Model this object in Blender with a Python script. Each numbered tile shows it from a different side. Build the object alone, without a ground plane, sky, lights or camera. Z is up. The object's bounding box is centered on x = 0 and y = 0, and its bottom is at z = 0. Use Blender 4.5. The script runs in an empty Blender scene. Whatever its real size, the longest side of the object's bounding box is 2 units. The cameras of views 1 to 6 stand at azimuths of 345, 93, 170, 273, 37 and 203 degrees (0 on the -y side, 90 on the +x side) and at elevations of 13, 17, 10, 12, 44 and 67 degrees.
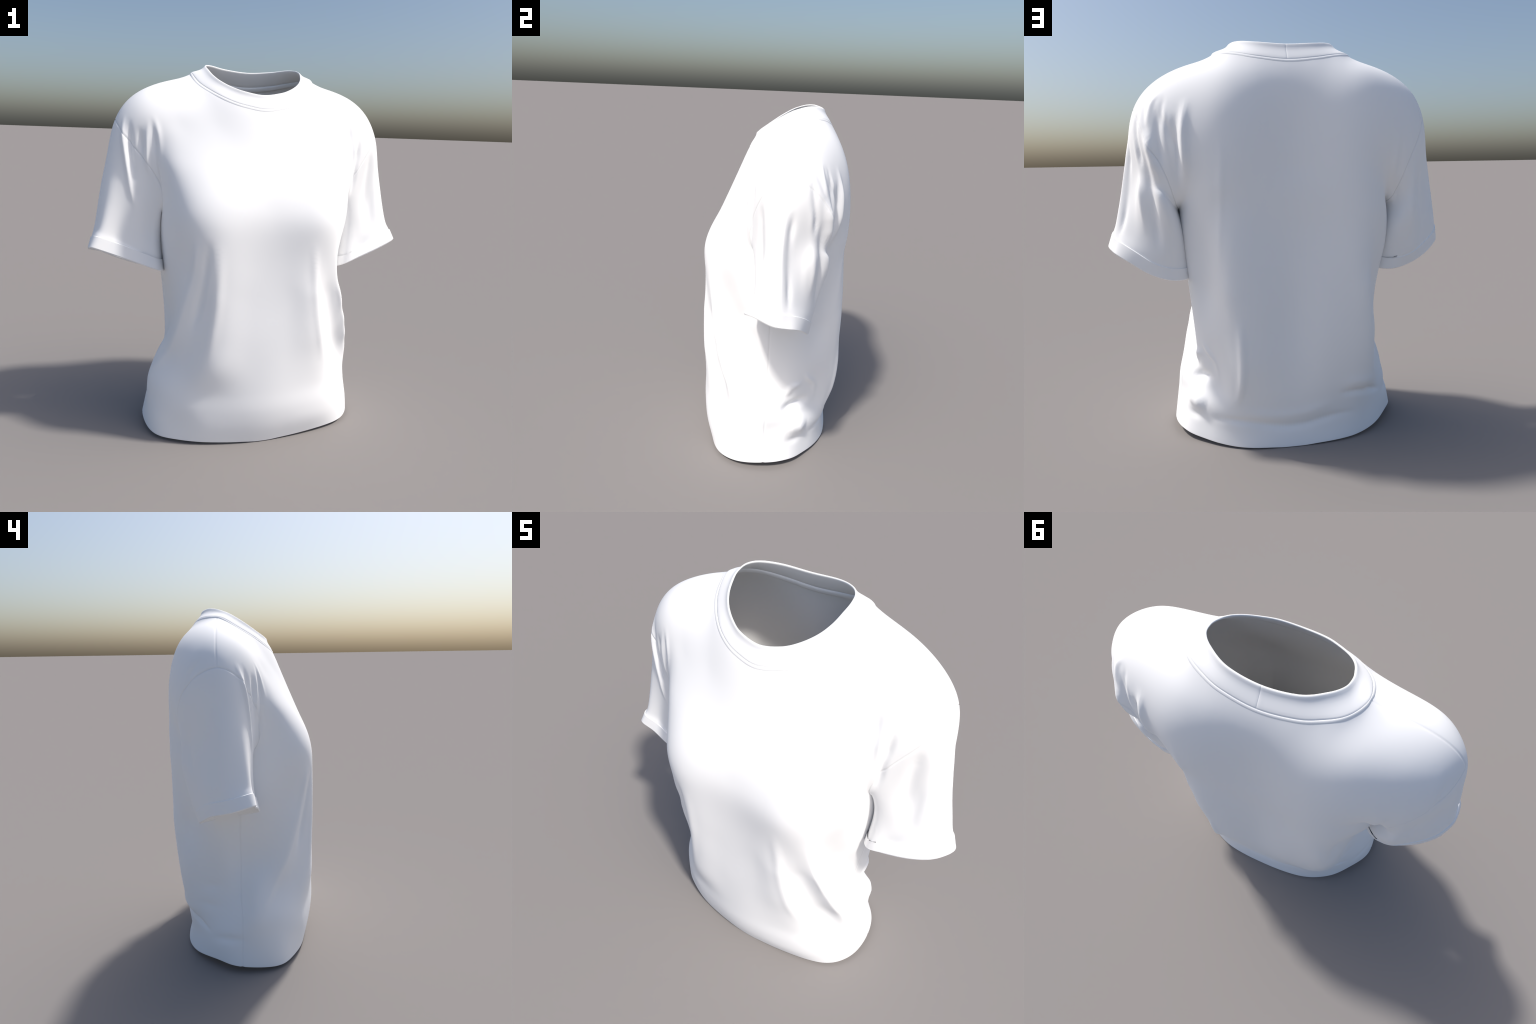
import bpy, math
import numpy as np

# ------------------------------------------------------------------ helpers
def catmull(pts, ts, closed=False):
    """Smooth curve through control points; ts in 0..1 over equal control steps."""
    P = np.asarray(pts, float)
    n = len(P)
    ts = np.asarray(ts, float)
    seg = n if closed else n - 1
    f = np.clip(ts, 0, 1) * seg
    i = np.minimum(f.astype(int), seg - 1)
    u = (f - i)[:, None]
    def at(k):
        if closed:
            return P[k % n]
        k2 = np.clip(k, 0, n - 1)
        Q = P[k2].copy()
        lo, hi = k < 0, k > n - 1
        Q[lo] = 2 * P[0] - P[1]
        Q[hi] = 2 * P[-1] - P[-2]
        return Q
    a, b, c, d = at(i - 1), at(i), at(i + 1), at(i + 2)
    return 0.5 * (2 * b + (c - a) * u + (2 * a - 5 * b + 4 * c - d) * u ** 2 + (3 * b - a - 3 * c + d) * u ** 3)

def arc(pts, ts, closed=False):
    """Same curve, sampled evenly along its length."""
    D = catmull(pts, np.linspace(0, 1, 600), closed)
    L = np.r_[0, np.cumsum(np.linalg.norm(np.diff(D, axis=0), axis=1))]
    L /= L[-1]
    return np.stack([np.interp(ts, L, D[:, k]) for k in range(D.shape[1])], 1)

def smooth01(x):
    x = np.clip(x, 0, 1)
    return x * x * (3 - 2 * x)

# ------------------------------------------------------------------ sizes of the grid
NC = 36          # columns of each panel, side seam to side seam
NSH = 9          # of these, columns along each shoulder seam
NLOW = 30        # rows from the hem to the underarm
NUP = 20         # rows from the underarm to the shoulder
NSL = 14         # rows along a sleeve, above the cuff
NCUFF = 2        # rows of the cuff
CUFF = .064      # height of the cuff
ZU = 1.20        # height of the underarm

# ------------------------------------------------------------------ torso cross-sections
# Plan of the cloth at a few heights. Twenty-three places, the same features at every height:
# left seam, left side, left outer fold, hollow, left front crest, centre, centre, right front crest,
# right hollow, right outer fold, right side, hip lip, hip hollow, right back side, right back corner,
# right back crest, trough, trough centre, trough, left back crest, left back corner, left back side, left side
PLAN = {
    0.00: [(-.630, 0), (-.613, -.133), (-.568, -.226), (-.462, -.294), (-.320, -.345), (-.10, -.372), (.10, -.365), (.340, -.325),
           (.490, -.270), (.575, -.175), (.604, -.06), (.590, .07), (.538, .170), (.450, .245), (.370, .302),
           (.262, .352), (.15, .372), (0, .377), (-.17, .372), (-.320, .345), (-.460, .272), (-.555, .165), (-.612, .080)],
    0.10: [(-.610, 0), (-.604, -.122), (-.562, -.224), (-.455, -.300), (-.330, -.358), (-.10, -.398), (.10, -.395), (.330, -.355),
           (.475, -.280), (.556, -.195), (.592, -.06), (.558, .07), (.510, .165), (.440, .237), (.370, .296),
           (.280, .338), (.15, .349), (0, .352), (-.17, .350), (-.325, .328), (-.445, .262), (-.540, .170), (-.592, .090)],
    0.20: [(-.600, 0), (-.602, -.100), (-.555, -.215), (-.460, -.305), (-.340, -.360), (-.10, -.410), (.10, -.408), (.340, -.355),
           (.465, -.275), (.535, -.188), (.580, -.07), (.540, .07), (.505, .165), (.456, .237), (.372, .304),
           (.290, .350), (.15, .364), (0, .364), (-.17, .362), (-.338, .332), (-.445, .262), (-.515, .175), (-.572, .090)],
    0.30: [(-.575, 0), (-.602, -.082), (-.548, -.206), (-.452, -.298), (-.330, -.362), (-.10, -.408), (.10, -.406), (.340, -.346),
           (.465, -.250), (.536, -.170), (.570, -.06), (.530, .07), (.482, .142), (.424, .220), (.355, .297),
           (.290, .372), (.17, .382), (0, .371), (-.17, .376), (-.355, .350), (-.445, .285), (-.496, .175), (-.535, .090)],
    0.45: [(-.502, .01), (-.552, -.085), (-.503, -.183), (-.425, -.284), (-.310, -.391), (-.10, -.406), (.10, -.404), (.325, -.358),
           (.448, -.232), (.530, -.212), (.522, -.12), (.487, -.05), (.464, .055), (.466, .165), (.394, .267),
           (.290, .396), (.19, .406), (0, .374), (-.18, .390), (-.370, .372), (-.438, .305), (-.474, .180), (-.494, .088)],
    0.60: [(-.464, .01), (-.474, -.110), (-.474, -.236), (-.388, -.313), (-.288, -.396), (-.10, -.402), (.10, -.400), (.285, -.385),
           (.400, -.284), (.498, -.262), (.462, -.17), (.440, -.08), (.474, .005), (.478, .155), (.417, .275),
           (.300, .400), (.19, .410), (0, .370), (-.18, .397), (-.375, .388), (-.437, .315), (-.470, .188), (-.492, .095)],
    0.80: [(-.492, .01), (-.468, -.140), (-.430, -.296), (-.345, -.348), (-.270, -.400), (-.10, -.392), (.10, -.390), (.250, -.394),
           (.345, -.323), (.440, -.311), (.402, -.235), (.410, -.15), (.492, -.045), (.492, .165), (.414, .274),
           (.325, .404), (.19, .410), (0, .368), (-.18, .397), (-.378, .404), (-.404, .305), (-.484, .200), (-.505, .100)],
    1.00: [(-.508, 0), (-.492, -.140), (-.386, -.338), (-.345, -.374), (-.262, -.404), (-.10, -.386), (.10, -.384), (.242, -.390),
           (.330, -.346), (.400, -.346), (.395, -.275), (.420, -.205), (.496, -.100), (.514, .195), (.405, .281),
           (.345, .408), (.18, .400), (0, .366), (-.18, .394), (-.372, .414), (-.420, .312), (-.538, .220), (-.522, .100)],
    1.20: [(-.515, 0), (-.508, -.165), (-.444, -.330), (-.355, -.384), (-.250, -.405), (-.10, -.382), (.10, -.384), (.270, -.402),
           (.325, -.385), (.385, -.352), (.440, -.29), (.475, -.21), (.508, -.110), (.544, .215), (.425, .288),
           (.345, .411), (.17, .386), (0, .362), (-.18, .386), (-.370, .420), (-.460, .318), (-.556, .230), (-.530, .100)],
}
LEVEL = np.array(sorted(PLAN))
PLANS = np.array([PLAN[z] for z in LEVEL])

def ring(z):
    """Closed ring: index 0 left seam, NC right seam (front first), then back."""
    # centripetal-free cubic in height through the plans
    i = int(np.clip(np.searchsorted(LEVEL, z, side="right") - 1, 0, len(LEVEL) - 2))
    def slope(k):
        if k == 0:
            return (PLANS[1] - PLANS[0]) / (LEVEL[1] - LEVEL[0])
        if k == len(LEVEL) - 1:
            return (PLANS[k] - PLANS[k - 1]) / (LEVEL[k] - LEVEL[k - 1])
        return (PLANS[k + 1] - PLANS[k - 1]) / (LEVEL[k + 1] - LEVEL[k - 1])
    h = LEVEL[i + 1] - LEVEL[i]
    t = (z - LEVEL[i]) / h
    pts = ((2 * t ** 3 - 3 * t ** 2 + 1) * PLANS[i] + (t ** 3 - 2 * t ** 2 + t) * h * slope(i)
           + (-2 * t ** 3 + 3 * t ** 2) * PLANS[i + 1] + (t ** 3 - t ** 2) * h * slope(i + 1))
    D = catmull(pts, np.linspace(0, 1, 2000, endpoint=False), True)
    # side seams run where the cloth crosses the middle depth
    right = np.nonzero((D[:, 0] > 0) & (D[:, 1] > .01))[0][0]
    def resample(Q):
        L = np.r_[0, np.cumsum(np.linalg.norm(np.diff(Q, axis=0), axis=1))]
        t = np.linspace(0, L[-1], NC + 1)
        return np.stack([np.interp(t, L, Q[:, 0]), np.interp(t, L, Q[:, 1])], 1)
    f = resample(D[:right + 1])
    g = resample(np.vstack([D[right:], D[:1]]))
    xy = np.vstack([f, g[1:-1]])
    # the hem hangs a little higher at the sides, most at the back left
    x, y = xy[:, 0], xy[:, 1]
    amount = np.where(x < 0, np.interp(y, [-.25, .0, .13, .24, .34], [.014, .036, .046, .032, .010]),
                      np.interp(y, [-.25, .0, .13, .24, .34], [.014, .034, .034, .018, .008]))
    lift = (0.004 + amount * smooth01(np.abs(x) / .5)) * (1 - smooth01(z / .4))
    lift[np.abs(x) < .08] *= .3
    return np.column_stack([xy, z + np.maximum(lift, 0)])

# ------------------------------------------------------------------ openings
# collar seam, from the front centre round one side to the back centre (mirrored)
NECK_SEAM = [(0, -.168, 1.767), (.080, -.157, 1.778), (.157, -.134, 1.799), (.235, -.085, 1.836),
             (.308, .002, 1.889), (.338, .095, 1.944), (.331, .156, 1.953), (.290, .216, 1.947),
             (.222, .254, 1.934), (.140, .279, 1.918), (0, .291, 1.904)]
NECK_TOP = [(0, -.132, 1.838), (.093, -.118, 1.852), (.155, -.088, 1.873), (.208, -.046, 1.903),
            (.240, .000, 1.934), (.257, .055, 1.966), (.262, .100, 1.985), (.252, .145, 1.998),
            (.212, .188, 2.001), (.130, .230, 1.991), (0, .244, 1.982)]
SH_NECK = .56    # where on the half seam the shoulder seam meets it

def neck(points, side, a, b, n):
    """Samples of the half neckline (side -1 left, +1 right) between arc fractions a and b."""
    P = np.array(points, float)
    P[:, 0] *= side
    # mirror both ends so that the curve is level at the centre lines
    M = P * np.array([-1, 1, 1])
    full = np.vstack([M[::-1][:-1], P, M[::-1][1:]])
    D = catmull(full, np.linspace(0, 1, 1500))
    k0 = 10 / 30
    D = D[500:1001]
    L = np.r_[0, np.cumsum(np.linalg.norm(np.diff(D, axis=0), axis=1))]
    L /= L[-1]
    t = np.linspace(a, b, n)
    return np.stack([np.interp(t, L, D[:, k]) for k in range(3)], 1)

# armholes: underarm -> shoulder tip, front and back, for left (-1) and right (+1)
ARM = {
    -1: dict(front=[(-.515, 0, 1.20), (-.515, -.100, 1.29), (-.555, -.100, 1.43), (-.702, -.040, 1.610), (-.752, .080, 1.700)],
             back=[(-.515, 0, 1.20), (-.548, .240, 1.24), (-.595, .315, 1.41), (-.700, .245, 1.600), (-.752, .080, 1.700)]),
    1: dict(front=[(.515, 0, 1.20), (.515, -.100, 1.29), (.560, -.103, 1.43), (.700, -.030, 1.612), (.736, .095, 1.702)],
            back=[(.515, 0, 1.20), (.548, .245, 1.24), (.590, .296, 1.41), (.700, .240, 1.600), (.736, .095, 1.702)]),
}
SHOULDER = {-1: [(-.752, .080, 1.700), (-.705, .090, 1.775), (-.632, .098, 1.838), (-.535, .105, 1.882), (-.430, .115, 1.924)],
            1: [(.736, .095, 1.702), (.690, .098, 1.778), (.600, .105, 1.845), (.500, .112, 1.890), (.420, .118, 1.922)]}

# ------------------------------------------------------------------ points the cloth passes through
PULL_FRONT = [
    (0, -.184, 1.745), (.172, -.155, 1.776), (-.172, -.155, 1.776), (.253, -.106, 1.814), (-.253, -.106, 1.814), (.330, -.012, 1.872), (-.330, -.012, 1.872), (.375, .09, 1.928), (-.375, .09, 1.930),
    (0, -.192, 1.720), (0, -.214, 1.655), (0, -.279, 1.507), (0, -.327, 1.390), (0, -.354, 1.300), (0, -.377, 1.210),
    (.20, -.318, 1.390), (.18, -.366, 1.285), (.30, -.353, 1.340), (.30, -.386, 1.250), (-.20, -.332, 1.390), (-.22, -.382, 1.290), (.27, -.402, 1.200), (-.25, -.405, 1.200),
    (.12, -.196, 1.685), (.25, -.174, 1.65), (.25, -.262, 1.50), (-.25, -.174, 1.65), (-.25, -.264, 1.50),
    (.43, -.058, 1.80), (.562, -.014, 1.826), (.60, -.050, 1.770), (-.43, -.060, 1.80), (-.591, -.036, 1.796), (-.645, -.016, 1.780),
    (-.332, -.082, 1.797), (-.265, -.076, 1.862), (-.392, -.362, 1.158), (-.412, -.338, 1.260), (-.495, -.212, 1.385), (-.510, -.180, 1.490), (-.437, -.334, 1.227), (-.580, -.090, 1.706), (-.622, -.078, 1.700), (.502, -.160, 1.515), (.502, -.190, 1.288), (.54, -.098, 1.54), (-.525, -.112, 1.56),
    (.42, -.112, 1.65), (-.42, -.118, 1.65), (.42, -.190, 1.50), (-.41, -.220, 1.50), (-.31, -.325, 1.39), (-.375, -.290, 1.40),
    (.40, -.278, 1.36), (.425, -.305, 1.26), (.46, -.240, 1.31), (-.46, -.258, 1.36), (-.46, -.225, 1.47), (-.535, -.098, 1.690),
]
PULL_BACK = [
    (0, .311, 1.885), (.150, .302, 1.896), (-.150, .304, 1.897), (.245, .279, 1.912), (-.245, .280, 1.913), (.318, .236, 1.922), (-.318, .236, 1.924), (.365, .165, 1.930), (-.365, .165, 1.934),
    (0, .330, 1.815), (0, .350, 1.69), (0, .356, 1.55), (0, .357, 1.40), (-.245, .286, 1.900), (.167, .324, 1.860), (.303, .320, 1.845), (-.325, .326, 1.840),
    (.34, .369, 1.733), (.34, .396, 1.60), (.345, .409, 1.463), (.35, .411, 1.30),
    (-.36, .382, 1.66), (-.37, .405, 1.51), (-.37, .416, 1.33), (-.34, .419, 1.20), (-.40, .408, 1.20), (-.384, .355, 1.760), (.211, .322, 1.843),
    (.352, .204, 1.927), (.48, .190, 1.885), (.565, .212, 1.812), (.64, .180, 1.768), (-.46, .150, 1.905), (-.574, .150, 1.856), (-.676, .162, 1.776),
    (-.725, .163, 1.703), (-.754, .177, 1.579), (-.53, .330, 1.670), (-.41, .338, 1.800), (-.680, .232, 1.730), (-.550, .250, 1.830), (-.385, .290, 1.880),
    (.48, .338, 1.60), (-.475, .366, 1.60), (.48, .33, 1.40), (-.48, .33, 1.40),
]

# ------------------------------------------------------------------ sleeve sections
# twelve control points each, from the underarm round the front to the top of the arm and back
SLEEVE = {
    -1: [
        [(-.502, .080, 1.060), (-.538, -.042, 1.110), (-.590, -.062, 1.170), (-.640, -.076, 1.220), (-.700, -.066, 1.280), (-.775, -.040, 1.360),
         (-.818, .050, 1.390), (-.790, .120, 1.360), (-.745, .182, 1.310), (-.698, .235, 1.255), (-.640, .280, 1.200), (-.562, .262, 1.120)],
        [(-.490, .100, .930), (-.538, -.062, .975), (-.610, -.080, 1.020), (-.680, -.080, 1.065), (-.745, -.066, 1.110), (-.826, -.068, 1.150),
         (-.860, .040, 1.155), (-.838, .105, 1.140), (-.798, .158, 1.110), (-.725, .205, 1.050), (-.648, .248, .990), (-.560, .208, .935)],
        [(-.488, .100, .870), (-.534, -.082, .912), (-.620, -.100, .950), (-.700, -.100, .982), (-.790, -.090, 1.015), (-.876, -.092, 1.047),
         (-.895, .005, 1.020), (-.868, .078, .998), (-.834, .124, .980), (-.762, .173, .936), (-.665, .205, .893), (-.565, .198, .866)]],
    1: [
        [(.500, .090, 1.060), (.543, -.055, 1.100), (.620, -.068, 1.180), (.690, -.025, 1.270), (.740, -.010, 1.360), (.778, .030, 1.400),
         (.792, .068, 1.400), (.755, .112, 1.360), (.728, .165, 1.330), (.712, .217, 1.300), (.610, .292, 1.275), (.548, .255, 1.165)],
        [(.486, .100, .930), (.542, -.075, .965), (.632, -.072, 1.020), (.712, -.070, 1.085), (.782, -.048, 1.140), (.824, .000, 1.165),
         (.842, .065, 1.165), (.808, .112, 1.140), (.764, .157, 1.115), (.702, .208, 1.070), (.605, .250, 1.030), (.545, .205, .955)],
        [(.484, .100, .858), (.528, -.070, .908), (.625, -.100, .960), (.735, -.106, 1.010), (.820, -.088, 1.045), (.868, -.042, 1.052),
         (.893, .040, 1.024), (.868, .104, 1.004), (.836, .148, .988), (.776, .182, .955), (.680, .208, .896), (.570, .212, .862)]],
}

# ------------------------------------------------------------------ coarse welded mesh
class Net:
    def __init__(self):
        self.v, self.f, self.p = [], [], []
    def add(self, co):
        self.v.append(np.array(co, float))
        return len(self.v) - 1
    def quad(self, a, b, c, d, part):
        self.f.append((a, b, c, d))
        self.p.append(part)

PARTS = ["front_panel", "back_panel", "sleeve", "sleeve", "sleeve_cuff", "sleeve_cuff"]

def panel(low, which):
    """Grid (NUP+1) x (NC+1) x 3 above the underarm line."""
    t = np.linspace(0, 1, NUP + 1)
    left, right = arc([tuple(low[0])] + ARM[-1][which][1:], t), arc([tuple(low[-1])] + ARM[1][which][1:], t)
    half = (NC - 2 * NSH) // 2
    a, b = (0, SH_NECK) if which == "front" else (1, SH_NECK)
    nl = neck(NECK_SEAM, -1, b, a, half + 1)
    nr = neck(NECK_SEAM, 1, a, b, half + 1)
    sl = arc(SHOULDER[-1] + [tuple(nl[0])], np.linspace(0, 1, NSH + 1))
    sr = arc(SHOULDER[1] + [tuple(nr[-1])], np.linspace(0, 1, NSH + 1))[::-1]
    top = np.vstack([sl, nl[1:], nr[1:], sr[1:]])
    s = np.linspace(0, 1, NC + 1)
    S, T = s[None, :, None], t[:, None, None]
    G = (1 - T) * low[None] + T * top[None] + (1 - S) * left[:, None] + S * right[:, None] \
        - ((1 - S) * (1 - T) * low[0] + S * (1 - T) * low[-1] + (1 - S) * T * top[0] + S * T * top[-1])
    return G

def build_net():
    net = Net()
    zs = np.r_[0, 0.012, np.linspace(0.045, ZU, NLOW - 1)]
    rows = []
    for z in zs:
        R = ring(z)
        rows.append([net.add(c) for c in R])
    n = 2 * NC
    for a, b in zip(rows[:-1], rows[1:]):
        for i in range(n):
            j = (i + 1) % n
            net.quad(a[i], a[j], b[j], b[i], 0 if i < NC else 1)
    low = rows[-1]
    front_low = [low[i] for i in range(NC + 1)]
    back_low = [low[(-i) % n] for i in range(NC + 1)]
    GF = panel(np.array([net.v[i] for i in front_low]), "front")
    GB = panel(np.array([net.v[i] for i in back_low]), "back")
    F = [front_low]
    for r in range(1, NUP + 1):
        F.append([net.add(c) for c in GF[r]])
    B = [back_low]
    for r in range(1, NUP + 1):
        row = []
        for c in range(NC + 1):
            if r == NUP and (c <= NSH or c >= NC - NSH):
                row.append(F[r][c])
            else:
                row.append(net.add(GB[r][c]))
        B.append(row)
    for r in range(NUP):
        for c in range(NC):
            net.quad(F[r][c], F[r][c + 1], F[r + 1][c + 1], F[r + 1][c], 0)
            net.quad(B[r][c + 1], B[r][c], B[r + 1][c], B[r + 1][c + 1], 1)
    info = dict(F=F, B=B, rows=rows, sleeves={})
    for side, col, part in ((-1, 0, 2), (1, NC, 3)):
        loop = [F[r][col] for r in range(NUP + 1)] + [B[r][col] for r in range(NUP - 1, 0, -1)]
        m = len(loop)
        P0 = np.array([net.v[i] for i in loop])
        js = np.linspace(0, 1, m, endpoint=False)
        secs = [P0] + [catmull(q, js, True) for q in SLEEVE[side]]
        up = secs[-2] - secs[-1]
        up /= np.linalg.norm(up, axis=1, keepdims=True)
        end = secs.pop()
        secs.append(end + up * CUFF)
        secs = np.array(secs)
        w = np.linspace(0, 1, NSL + 1)
        par = np.interp(w, [0, .48, .80, 1.0], np.linspace(0, 1, len(secs)))
        grid = catmull(secs.reshape(len(secs), -1), par).reshape(NSL + 1, m, 3)
        cuff = [end + up * CUFF * (1 - k / NCUFF) for k in range(1, NCUFF + 1)]
        grid = np.concatenate([grid, np.array(cuff)])
        rings = [loop]
        for k in range(1, NSL + NCUFF + 1):
            rings.append([net.add(c) for c in grid[k]])
        for k, (a, b) in enumerate(zip(rings[:-1], rings[1:])):
            for i in range(m):
                j = (i + 1) % m
                q = (a[i], a[j], b[j], b[i])
                if side == 1:
                    q = q[::-1]
                net.quad(*q, part if k < NSL else part + 2)
        info["sleeves"][side] = rings
    return net, info

net, info = build_net()

def drape(V, quads, info):
    """Fair surface (least bending) above the chest line, held by the seams and by the points the cloth
    passes through; below it the plans stay as they are."""
    V = V.copy()
    n = len(V)
    E = np.unique(np.sort(np.vstack([quads[:, [k, (k + 1) % 4]] for k in range(4)]), axis=1), axis=0)
    C = np.sort(np.vstack([quads[:, [k, (k + 1) % 4]] for k in range(4)]), axis=1)
    key, cnt = np.unique(C[:, 0].astype(np.int64) * n + C[:, 1], return_counts=True)
    rim = np.zeros(n, bool)
    lone = key[cnt == 1]
    rim[lone // n] = True
    rim[lone % n] = True
    free = np.zeros(n, bool)
    hold = np.zeros(n)
    for r in info["rows"][-9:]:
        free[r] = True
        hold[r] = .25
    for k, r in enumerate(info["rows"][-5:]):
        hold[r] = (.2, .18, .14, .10, .08)[k]
    for grid in (info["F"], info["B"]):
        for r in grid[1:]:
            free[r] = True
            hold[r] = np.maximum(hold[r], .002)
    for side, c in ((-1, 0), (1, NC)):
        for grid in (info["F"], info["B"]):
            hold[[r[c] for r in grid[2:]]] = .35
            top = grid[-1]
            hold[top[:NSH] if side < 0 else top[NC - NSH + 1:]] = .35
        for k, r in enumerate(info["sleeves"][side][1:7]):
            free[r] = True
            hold[r] = .03 + .03 * k
    free &= ~rim
    ids = np.nonzero(free)[0]
    col = np.full(n, -1)
    col[ids] = np.arange(len(ids))
    m = len(ids)
    deg = np.bincount(E.ravel(), minlength=n)
    # bending rows: every free vertex and every fixed one next to it
    touch = free.copy()
    touch[E[free[E[:, 0]], 1]] = True
    touch[E[free[E[:, 1]], 0]] = True
    touch &= ~rim
    rows = np.nonzero(touch)[0]
    rid = np.full(n, -1)
    rid[rows] = np.arange(len(rows))
    R, K, Wt = [rows], [rows], [np.ones(len(rows))]
    for a, b in ((0, 1), (1, 0)):
        k = touch[E[:, a]]
        R.append(E[k, a])
        K.append(E[k, b])
        Wt.append(-1.0 / deg[E[k, a]])
    R, K, Wt = np.concatenate(R), np.concatenate(K), np.concatenate(Wt)
    f = free[K]
    fixed = np.zeros((len(rows), 3))
    np.add.at(fixed, rid[R[~f]], Wt[~f, None] * V[K[~f]])
    R, K, Wt = rid[R[f]], col[K[f]], Wt[f]

    def table(r, k, w, count):
        """Sparse rows as a padded table, so that a product is a gather and a sum."""
        o = np.argsort(r, kind="stable")
        r, k, w = r[o], k[o], w[o]
        place = np.arange(len(r)) - np.searchsorted(r, r)
        I = np.zeros((count, place.max() + 1), int)
        X = np.zeros((count, place.max() + 1, 1))
        I[r, place] = k
        X[r, place, 0] = w
        return I, X
    LI, LX = table(R, K, Wt, len(rows))
    TI, TX = table(K, R, Wt, m)
    bend = lambda x: (LX * x[LI]).sum(1)
    back = lambda y: (TX * y[TI]).sum(1)
    rhs0 = -back(fixed)
    diag0 = (TX[..., 0] ** 2).sum(1)

    def solve(x, extra, rhs, steps):
        """Conjugate gradients."""
        A = lambda q: back(bend(q)) + extra[:, None] * q
        pre = 1 / (diag0 + extra)[:, None]
        r = rhs - A(x)
        z = pre * r
        p, rz = z.copy(), (r * z).sum(0)
        for _ in range(steps):
            q = A(p)
            al = rz / np.maximum((p * q).sum(0), 1e-30)
            x = x + al * p
            r = r - al * q
            if np.abs(r).max() < 1e-7:
                break
            z = pre * r
            new = (r * z).sum(0)
            p = z + (new / np.maximum(rz, 1e-30)) * p
            rz = new
        return x
    start = V.copy()
    pulls = [(np.array(info["F"][-1:] + info["F"][:-1]), PULL_FRONT), (np.array(info["B"]), PULL_BACK)]
    for it in range(7):
        extra = hold[ids] ** 2
        rhs = rhs0.copy()
        rhs += (hold[ids] ** 2)[:, None] * start[ids]
        N = vertex_normals(V, quads)
        for grid, points in pulls:
            cand = np.unique(grid.ravel())
            cand = cand[free[cand]]
            for p in np.array(points, float):
                d = V[cand] - p
                k = cand[np.argmin((d ** 2).sum(1))]
                aim = V[k] + N[k] * np.dot(p - V[k], N[k])
                extra[col[k]] += .3 ** 2
                rhs[col[k]] += .3 ** 2 * aim
        V[ids] = solve(V[ids], extra, rhs, 1500 if it == 0 else 500)
    return V

def make_mesh(name, verts, faces):
    me = bpy.data.meshes.new(name)
    verts = np.asarray(verts, np.float32)
    faces = np.asarray(faces, np.int32)
    me.vertices.add(len(verts))
    me.vertices.foreach_set("co", verts.ravel())
    k = faces.shape[1]
    me.loops.add(faces.size)
    me.loops.foreach_set("vertex_index", faces.ravel())
    me.polygons.add(len(faces))
    me.polygons.foreach_set("loop_start", np.arange(0, faces.size, k, dtype=np.int32))
    me.update(calc_edges=True)
    me.validate()
    me.polygons.foreach_set("use_smooth", np.ones(len(me.polygons), bool))
    return me

def put(name, me, parent=None, material=None):
    ob = bpy.data.objects.new(name, me)
    bpy.context.collection.objects.link(ob)
    if parent is not None:
        ob.parent = parent
    if material is not None:
        me.materials.append(material)
    return ob

def vertex_normals(V, F):
    fn = np.cross(V[F[:, 2]] - V[F[:, 0]], V[F[:, 3]] - V[F[:, 1]])
    N = np.zeros_like(V)
    for k in range(4):
        np.add.at(N, F[:, k], fn)
    return N / np.maximum(np.linalg.norm(N, axis=1, keepdims=True), 1e-12)

# ------------------------------------------------------------------ smooth fine surface
def subdivide(V, F, P, levels):
    me = make_mesh("coarse", V, F)
    me.polygons.foreach_set("material_index", np.array(P, np.int32))
    for m in range(max(P) + 1):
        me.materials.append(None)
    ob = put("coarse", me)
    mod = ob.modifiers.new("smooth", "SUBSURF")
    mod.levels = mod.render_levels = levels
    ev = ob.evaluated_get(bpy.context.evaluated_depsgraph_get())
    em = ev.to_mesh()
    W = np.empty(len(em.vertices) * 3, np.float32)
    em.vertices.foreach_get("co", W)
    G = np.empty(len(em.loops), np.int32)
    em.loops.foreach_get("vertex_index", G)
    Q = np.empty(len(em.polygons), np.int32)
    em.polygons.foreach_get("material_index", Q)
    ev.to_mesh_clear()
    bpy.data.objects.remove(ob)
    bpy.data.meshes.remove(me)
    return W.reshape(-1, 3).astype(float), G.reshape(-1, 4), Q

V = drape(np.array(net.v), np.array(net.f), info)
V, F, P = subdivide(V, net.f, net.p, 3)

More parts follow.
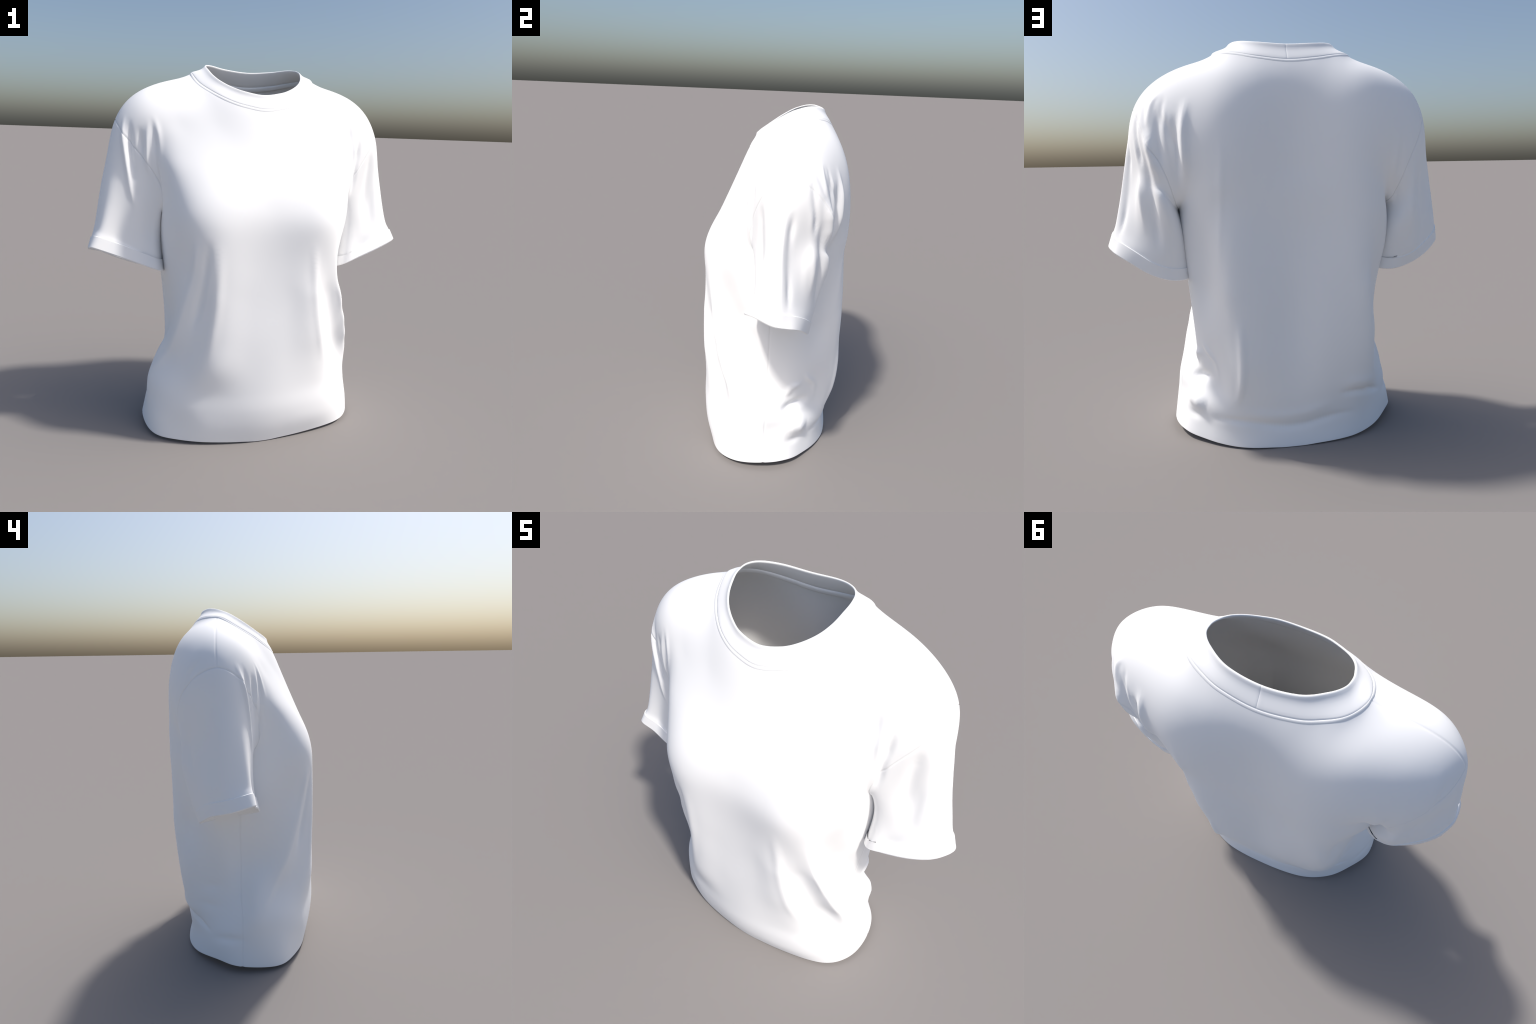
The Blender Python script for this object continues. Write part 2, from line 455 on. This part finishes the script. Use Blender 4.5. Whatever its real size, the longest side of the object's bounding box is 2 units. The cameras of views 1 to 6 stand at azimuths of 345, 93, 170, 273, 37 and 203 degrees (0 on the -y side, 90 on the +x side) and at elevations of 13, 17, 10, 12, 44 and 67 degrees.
# ------------------------------------------------------------------ folds of the cloth
# parts, points along the fold, half width, height (negative: a valley), share of the length that tapers
FRONT, BACK, LEFT, RIGHT = 0, 1, 2, 3
FOLDS = [
    # right arm, back: gathers that fan out from the armhole
    ((BACK, RIGHT), [(.687, .178, 1.694), (.699, .190, 1.646), (.706, .202, 1.576), (.702, .213, 1.490), (.700, .222, 1.400)], .018, -.012, .3),
    ((RIGHT,), [(.735, .200, 1.600), (.727, .210, 1.496), (.726, .223, 1.372), (.711, .228, 1.214), (.700, .222, 1.080)], .022, .012, .3),
    ((RIGHT,), [(.692, .245, 1.500), (.662, .262, 1.300), (.642, .245, 1.150), (.620, .225, .980)], .024, -.016, .3),
    ((BACK, RIGHT), [(.698, .232, 1.690), (.674, .282, 1.560), (.650, .304, 1.440), (.608, .306, 1.270), (.576, .285, 1.150), (.555, .262, 1.050)], .030, .014, .32),
    ((BACK, RIGHT), [(.672, .268, 1.600), (.650, .285, 1.500), (.632, .290, 1.420), (.612, .295, 1.330)], .030, .026, .4),
    ((BACK, RIGHT), [(.662, .187, 1.724), (.664, .225, 1.648), (.657, .247, 1.593), (.625, .285, 1.490)], .012, -.010, .4),
    ((BACK, RIGHT), [(.586, .230, 1.758), (.625, .228, 1.712), (.643, .243, 1.646), (.645, .259, 1.560)], .014, .010, .4),
    ((BACK, RIGHT), [(.610, .240, 1.710), (.606, .275, 1.622), (.607, .289, 1.514), (.600, .300, 1.380)], .020, -.014, .35),
    ((BACK,), [(.580, .261, 1.708), (.575, .287, 1.642), (.571, .301, 1.560)], .012, .008, .5),
    ((BACK, RIGHT), [(.571, .241, 1.757), (.583, .275, 1.656), (.560, .305, 1.580), (.542, .321, 1.500), (.527, .320, 1.400)], .014, -.012, .35),
    ((BACK,), [(.472, .300, 1.735), (.490, .330, 1.640), (.495, .340, 1.540), (.492, .335, 1.440), (.490, .300, 1.320)], .022, .018, .4),
    ((BACK, RIGHT), [(.527, .304, 1.669), (.535, .322, 1.569), (.535, .322, 1.454), (.527, .298, 1.367), (.520, .265, 1.280)], .020, -.020, .4),
    ((RIGHT,), [(.758, .068, 1.580), (.772, .069, 1.520), (.800, .072, 1.420), (.838, .076, 1.249), (.855, .066, 1.100)], .016, .006, .3),
    ((RIGHT,), [(.755, .105, 1.560), (.765, .108, 1.480), (.790, .115, 1.320), (.815, .116, 1.150), (.835, .110, 1.070)], .018, -.013, .25),
    # left arm, back
    ((BACK,), [(-.510, .310, 1.660), (-.520, .325, 1.540), (-.520, .318, 1.420), (-.520, .280, 1.300)], .022, .010, .4),
    ((BACK, LEFT), [(-.556, .300, 1.620), (-.551, .313, 1.530), (-.551, .306, 1.420), (-.560, .270, 1.300), (-.555, .234, 1.160)], .018, -.016, .35),
    ((BACK, LEFT), [(-.685, .155, 1.745), (-.695, .190, 1.692), (-.690, .220, 1.637), (-.690, .245, 1.500)], .016, -.009, .4),
    ((BACK, LEFT), [(-.637, .171, 1.787), (-.656, .214, 1.702), (-.666, .232, 1.636), (-.660, .255, 1.520)], .014, .008, .4),
    ((LEFT,), [(-.648, .285, 1.460), (-.636, .285, 1.300), (-.632, .268, 1.150), (-.640, .235, 1.000)], .026, .012, .4),
    ((LEFT,), [(-.700, .238, 1.420), (-.694, .240, 1.290), (-.700, .218, 1.120)], .020, -.009, .4),
    # left arm, front
    ((FRONT,), [(-.560, -.067, 1.722), (-.542, -.089, 1.663), (-.528, -.105, 1.601), (-.517, -.119, 1.526), (-.513, -.127, 1.430)], .016, .011, .35),
    ((FRONT, LEFT), [(-.566, -.072, 1.712), (-.553, -.090, 1.644), (-.545, -.104, 1.563), (-.540, -.113, 1.474), (-.530, -.113, 1.371), (-.520, -.10, 1.28)], .014, -.017, .35),
    ((FRONT, LEFT), [(-.572, -.070, 1.706), (-.583, -.080, 1.643), (-.589, -.087, 1.561), (-.587, -.089, 1.472), (-.570, -.097, 1.395)], .014, .012, .4),
    ((FRONT, LEFT), [(-.625, -.065, 1.670), (-.618, -.078, 1.585), (-.610, -.085, 1.480)], .016, -.010, .5),
    ((FRONT, LEFT), [(-.691, .003, 1.721), (-.704, -.020, 1.658), (-.705, -.035, 1.607), (-.700, -.053, 1.531), (-.692, -.066, 1.456), (-.679, -.079, 1.353), (-.648, -.077, 1.220)], .014, .013, .3),
    ((FRONT, LEFT), [(-.668, -.021, 1.709), (-.672, -.052, 1.608), (-.673, -.063, 1.532), (-.666, -.072, 1.456), (-.652, -.080, 1.353)], .015, -.013, .35),
    # right arm, front
    ((FRONT,), [(.511, -.080, 1.715), (.510, -.104, 1.645), (.509, -.118, 1.560)], .020, -.009, .5),
    ((FRONT,), [(.540, -.085, 1.670), (.537, -.108, 1.580), (.530, -.125, 1.460)], .015, .011, .5),
    ((FRONT, RIGHT), [(.580, -.080, 1.645), (.572, -.095, 1.558), (.562, -.105, 1.485), (.556, -.105, 1.400), (.535, -.10, 1.30)], .014, -.014, .35),
    ((FRONT, RIGHT), [(.685, -.040, 1.600), (.672, -.050, 1.451), (.668, -.050, 1.323), (.665, -.050, 1.173)], .028, -.010, .3),
    ((FRONT, RIGHT), [(.735, -.030, 1.600), (.735, -.040, 1.450), (.730, -.045, 1.300), (.720, -.050, 1.150)], .025, .010, .3),
    # back of the body: the two long drops and the bunching above the hem
    ((BACK,), [(.334, .395, 1.620), (.334, .407, 1.457), (.338, .401, 1.329), (.351, .394, 1.145), (.374, .384, .943), (.395, .357, .760)], .020, .005, .4),
    ((BACK,), [(.450, .210, .560), (.430, .242, .505), (.400, .285, .450), (.392, .293, .402), (.388, .290, .310)], .016, .013, .4),
    ((BACK,), [(.268, .404, .720), (.261, .402, .548), (.259, .400, .475), (.262, .394, .400), (.270, .386, .333), (.286, .373, .271), (.324, .350, .205)], .020, .013, .35),
    ((BACK,), [(.445, .255, .122), (.404, .288, .140), (.344, .329, .148), (.244, .358, .138), (.142, .362, .118), (.038, .365, .104), (-.068, .367, .108), (-.149, .366, .125), (-.261, .355, .138), (-.365, .324, .130)], .020, -.015, .25),
    ((BACK,), [(.324, .349, .205), (.244, .364, .195), (.142, .366, .171), (.038, .369, .162), (-.068, .372, .172), (-.148, .371, .195), (-.24, .360, .22)], .030, .008, .3),
    ((BACK,), [(-.208, .368, .248), (-.258, .362, .256), (-.346, .342, .250), (-.453, .261, .220), (-.521, .188, .200)], .020, -.013, .35),
    ((BACK,), [(-.218, .368, .309), (-.285, .361, .316), (-.376, .334, .309), (-.471, .242, .280)], .030, .007, .4),
    ((BACK, FRONT), [(.515, .080, .318), (.470, .160, .335), (.438, .210, .345), (.400, .270, .345)], .027, -.028, .4),
    ((BACK, FRONT), [(.505, .100, .370), (.478, .130, .415), (.472, .160, .460), (.448, .230, .475)], .020, .014, .4),
    ((BACK,), [(.530, .110, .225), (.485, .200, .215), (.440, .262, .200)], .042, .020, .4),
    ((BACK,), [(.535, .114, .150), (.515, .170, .135), (.480, .225, .128), (.445, .255, .122)], .020, -.010, .5),
    ((BACK,), [(-.383, .327, .276), (-.425, .289, .238), (-.468, .248, .213), (-.515, .197, .195), (-.540, .168, .181)], .013, -.009, .4),
    ((BACK, FRONT), [(-.437, .283, .362), (-.479, .224, .344), (-.521, .156, .347), (-.549, .075, .371)], .026, -.008, .5),
    ((BACK,), [(-.442, .251, .470), (-.467, .186, .453), (-.495, .094, .475)], .030, -.007, .5),
    ((BACK, FRONT), [(-.510, .208, .140), (-.556, .149, .170), (-.599, .049, .185), (-.599, -.080, .184)], .025, -.009, .5),
    # front of the body: long folds from the bust down to the hips
    ((FRONT,), [(-.588, -.081, .280), (-.563, -.115, .361), (-.527, -.166, .445), (-.503, -.205, .509), (-.473, -.253, .616), (-.435, -.297, .765), (-.39, -.34, .95)], .026, .007, .3),
    ((FRONT,), [(.236, -.392, 1.130), (.239, -.390, 1.040), (.256, -.395, .876), (.280, -.394, .706), (.320, -.379, .524), (.370, -.350, .380)], .026, .008, .3),
    ((FRONT,), [(-.262, -.402, 1.150), (-.268, -.402, .990), (-.278, -.396, .800), (-.305, -.388, .600), (-.345, -.362, .400)], .030, .007, .35),
    ((FRONT,), [(-.318, -.392, 1.150), (-.326, -.380, 1.030), (-.342, -.356, .880), (-.368, -.328, .730), (-.400, -.30, .600)], .022, -.014, .35),
    ((FRONT,), [(-.372, -.365, 1.150), (-.382, -.354, 1.030), (-.405, -.330, .890), (-.432, -.300, .780)], .020, .009, .4),
    ((FRONT,), [(.370, -.362, 1.080), (.421, -.320, .839), (.477, -.278, .660), (.513, -.239, .524), (.540, -.193, .391)], .018, .008, .3),
]

def part_vertices(parts):
    m = np.zeros(len(V), bool)
    for p in parts:
        m[F[P == p].ravel()] = True
    return m

def lay_folds(V):
    N = vertex_normals(V, F)
    lift = np.zeros(len(V))
    for parts, pts, width, height, taper in FOLDS:
        C = arc(pts, np.linspace(0, 1, 60)) if len(pts) > 2 else np.linspace(pts[0], pts[1], 60)
        lo, hi = C.min(0) - 3 * np.max(width), C.max(0) + 3 * np.max(width)
        idx = np.nonzero(part_vertices(parts) & (V > lo).all(1) & (V < hi).all(1))[0]
        if len(idx) == 0:
            continue
        d2 = ((V[idx][:, None] - C[None]) ** 2).sum(-1)
        k = d2.argmin(1)
        d = np.sqrt(d2[np.arange(len(idx)), k])
        t = k / 59
        w = np.interp(t, np.linspace(0, 1, len(np.atleast_1d(width))), np.atleast_1d(width))
        env = smooth01(np.minimum(t, 1 - t) / taper + .0) if taper > 0 else np.ones(len(t))
        lift[idx] += height * env * np.exp(-(d / w) ** 2)
    return V + N * lift[:, None]

V = lay_folds(V)
N = vertex_normals(V, F)

# ------------------------------------------------------------------ seams: a narrow groove where two pieces are sewn
def edges_of(F):
    E = np.vstack([F[:, [k, (k + 1) % 4]] for k in range(4)])
    E.sort(axis=1)
    return E

def group(p):
    return np.array([0, 1, 2, 3, 4, 5])[p]

def sew(V, N):
    E = edges_of(F)
    own = np.tile(P, 4)
    key = E[:, 0].astype(np.int64) * len(V) + E[:, 1]
    order = np.argsort(key, kind="stable")
    k, e, o = key[order], E[order], own[order]
    same = k[1:] == k[:-1]
    a, b, pa, pb = e[:-1][same][:, 0], e[:-1][same][:, 1], o[:-1][same], o[1:][same]
    seam = pa != pb
    depth = np.zeros(len(V))
    for x, y, p, q in zip(a[seam], b[seam], pa[seam], pb[seam]):
        lo, hi = min(p, q), max(p, q)
        d = .0036 if hi in (2, 3) else 0
        if (lo, hi) == (0, 1):
            d = .0026
        for v in (x, y):
            depth[v] = max(depth[v], d)
    W = V.copy()
    on = depth > 0
    # the next row of the weave closes up against the seam
    for x, y in ((a, b), (b, a)):
        pick = on[x] & ~on[y]
        s, t = x[pick], y[pick]
        v = V[t] - V[s]
        L = np.linalg.norm(v, axis=1, keepdims=True)
        W[t] = V[s] + v / L * np.minimum(L, .0035)
    W -= N * depth[:, None]
    return W

V = sew(V, N)
N = vertex_normals(V, F)

# ------------------------------------------------------------------ cloth material
def cloth(name, tint, rough=.85):
    mat = bpy.data.materials.new(name)
    mat.use_nodes = True
    nt = mat.node_tree
    bsdf = nt.nodes["Principled BSDF"]
    co = nt.nodes.new("ShaderNodeTexCoord")
    noise = nt.nodes.new("ShaderNodeTexNoise")
    noise.inputs["Scale"].default_value = 420
    noise.inputs["Detail"].default_value = 2
    nt.links.new(co.outputs["Object"], noise.inputs["Vector"])
    ramp = nt.nodes.new("ShaderNodeValToRGB")
    ramp.color_ramp.elements[0].color = (*[c * .99 for c in tint], 1)
    ramp.color_ramp.elements[1].color = (*tint, 1)
    nt.links.new(noise.outputs["Fac"], ramp.inputs["Fac"])
    nt.links.new(ramp.outputs["Color"], bsdf.inputs["Base Color"])
    bsdf.inputs["Roughness"].default_value = rough
    bsdf.inputs["Specular IOR Level"].default_value = .3
    return mat

WHITE = (.99, .99, .99)
jersey = cloth("white_jersey", WHITE)
rib = cloth("white_rib_knit", WHITE)

# ------------------------------------------------------------------ the object and its pieces
shirt = bpy.data.objects.new("t_shirt", None)
bpy.context.collection.objects.link(shirt)
shirt["label"] = "plain white short sleeved crew neck t-shirt, worn shape, hollow"
shirt["category"] = "t-shirt"

THICK = .005
OUTER_EDGE = edges_of(F)
_k = OUTER_EDGE[:, 0].astype(np.int64) * len(V) + OUTER_EDGE[:, 1]
_u, _c = np.unique(_k, return_counts=True)
OPEN = set(_u[_c == 1].tolist())

def shell(name, p, out=0.0, lip=False):
    """Outer face, inner face and the rims at the openings of one piece."""
    faces = F[P == p]
    used = np.unique(faces)
    remap = np.full(len(V), -1)
    remap[used] = np.arange(len(used))
    n = len(used)
    off = np.full(n, out)
    Vo = V[used] + N[used] * off[:, None]
    if lip:
        other = np.zeros(len(V), bool)
        other[F[P != p].ravel()] = True
        top = other[used]
        fl = remap[faces]
        # fold the upper border of the cuff in, with a short steep step
        E = np.vstack([fl[:, [k, (k + 1) % 4]] for k in range(4)])
        for x, y in ((E[:, 0], E[:, 1]), (E[:, 1], E[:, 0])):
            pick = top[x] & ~top[y]
            s_, t_ = x[pick], y[pick]
            v = Vo[t_] - Vo[s_]
            L = np.linalg.norm(v, axis=1, keepdims=True)
            Vo[t_] = Vo[s_] + v / L * .002
        Vo[top] -= N[used][top] * out
    Vi = V[used] - N[used] * THICK
    verts = [Vo, Vi]
    quads = [remap[faces], remap[faces][:, ::-1] + n]
    normals = [N[used], -N[used]]
    E = np.vstack([faces[:, [k, (k + 1) % 4]] for k in range(4)])
    S = np.sort(E, axis=1)
    rim = np.array([(int(a) * len(V) + int(b)) in OPEN for a, b in S])
    R = remap[E[rim]]
    # rounded rim: one ring half way between the faces, pushed out by half the thickness
    ids = np.unique(R)
    mid = np.full(n, -1)
    mid[ids] = np.arange(len(ids)) + 2 * n
    inward = np.zeros((n, 3))
    cnt = np.zeros(n)
    for q in remap[faces]:
        if mid[q].max() >= 0:
            c = Vo[q].mean(0)
            for v in q:
                inward[v] += Vo[v] - c
    inward /= np.maximum(np.linalg.norm(inward, axis=1, keepdims=True), 1e-9)
    inward -= N[used] * (inward * N[used]).sum(1)[:, None]
    mids = 0.5 * (Vo[ids] + Vi[ids]) + inward[ids] * (out + THICK) * .5
    verts.append(mids)
    normals.append(inward[ids])
    a, b = R[:, 0], R[:, 1]
    quads.append(np.stack([b, a, mid[a], mid[b]], 1))
    quads.append(np.stack([mid[b], mid[a], a + n, b + n], 1))
    me = make_mesh(name, np.vstack(verts), np.vstack(quads))
    if lip:
        me.set_sharp_from_angle(angle=math.radians(38))
    else:
        me.normals_split_custom_set_from_vertices(np.vstack(normals).astype(np.float32))
    return put(name, me, shirt, jersey)

panels = [shell(PARTS[p], p) for p in range(4)]
for p in (4, 5):
    c = shell("sleeve_cuff", p, .0045, True)
    c.parent = panels[p - 2]

# ------------------------------------------------------------------ neckline
def neck_loop(points, fr):
    """Closed loop over both halves; fr 0 = front centre, .5 = back centre."""
    R = np.array(points, float)
    L = R * np.array([-1, 1, 1])
    loop = np.vstack([R, L[::-1][1:-1]])
    return catmull(loop, fr, True)

u = np.linspace(0, 1, 240, endpoint=False)
u = np.sort(np.r_[u, .5 - .0012, .5 + .0012, .5 - .0004, .5 + .0004])
SEAM, TOP = neck_loop(NECK_SEAM, u), neck_loop(NECK_TOP, u)
SEAM_D = neck_loop(NECK_SEAM, np.linspace(0, 1, 2000, endpoint=False))

def tidy(v):
    return v / np.linalg.norm(v, axis=-1, keepdims=True)

def loft(name, base, across, out, profile, material, closed=True, scale=1.0, tweak=None):
    """Sweeps a closed profile (along 'across', along 'out') round a loop."""
    n = len(base)
    rings = []
    for f, o in profile:
        off = np.full(n, o) if tweak is None else o + tweak(f, o)
        rings.append(base + across * (f * scale) + out * off[:, None])
    m = len(rings)
    verts = np.stack(rings, 1).reshape(-1, 3)
    quads = []
    for i in range(n if closed else n - 1):
        j = (i + 1) % n
        for k in range(m):
            l = (k + 1) % m
            quads.append((i * m + k, j * m + k, j * m + l, i * m + l))
    return make_mesh(name, verts, quads)

along = tidy(np.roll(SEAM, -1, 0) - np.roll(SEAM, 1, 0))
rise = TOP - SEAM
outward = tidy(np.cross(along, rise))
collar_profile = [(-.06, -.003), (-.01, -.0015), (.02, .0004), (.08, .0010), (.22, .0006), (.40, -.0008), (.56, -.0020), (.70, -.0022),
                  (.82, -.0008), (.92, .0016), (.975, .0014), (1.0, -.0006), (1.0, -.0036), (.975, -.0058), (.90, -.0072), (.6, -.0095), (.2, -.0085), (-.06, -.0070)]
notch = np.exp(-((u - .5) / .0005) ** 2)
me = loft("collar", SEAM, rise, outward, collar_profile, rib, tweak=lambda f, o: -.0009 * notch if o > -.0045 else 0 * notch)
collar = put("collar", me, shirt, rib)

# the binding lies on the cloth: its far edge is found on the panels, 15 mm from the seam
body = np.unique(F[P < 2].ravel())
body = body[(V[body, 2] > 1.6) & (np.abs(V[body, 0]) < .5)]
far = np.zeros_like(SEAM)
for k, (p, a_) in enumerate(zip(SEAM, along)):
    d = V[body] - p
    L = np.linalg.norm(d, axis=1)
    near = (np.abs(d @ a_) < .010) & (L > .009) & (L < .024)
    far[k] = tidy(d[near].mean(0)) if near.any() else np.nan
bad = np.isnan(far[:, 0])
if bad.any():
    for c in range(3):
        far[bad, c] = np.interp(np.nonzero(bad)[0], np.nonzero(~bad)[0], far[~bad, c])
for _ in range(5):
    far = tidy(2 * far + np.roll(far, 1, 0) + np.roll(far, -1, 0))
down = tidy(far - along * (far * along).sum(1, keepdims=True))
nrm = tidy(np.cross(down, along))
nrm = np.where((nrm * outward).sum(1, keepdims=True) > 0, nrm, -nrm)
band_profile = [(.0008, -.003), (.0012, -.0004), (.0025, .0007), (.006, .0014), (.010, .0014), (.0135, .0008), (.0152, -.0002), (.0158, -.003)]
put("neckline_binding", loft("neckline_binding", SEAM, down, nrm, band_profile, jersey), collar, jersey)

# tape sewn inside the back of the neck
back = np.nonzero((u > .27) & (u < .73))[0]
tape_profile = [(-.004, -.004), (.000, -.012), (.006, -.014), (.020, -.014), (.026, -.012), (.028, -.004)]
put("neck_tape", loft("neck_tape", SEAM[back], down[back], nrm[back], tape_profile[::-1], jersey, closed=False), collar, jersey)
for o in shirt.children_recursive:
    if o.name.split(".")[0] in ("collar", "neckline_binding", "neck_tape"):
        bm = __import__("bmesh").new()
        bm.from_mesh(o.data)
        __import__("bmesh").ops.recalc_face_normals(bm, faces=bm.faces)
        bm.to_mesh(o.data)
        bm.free()
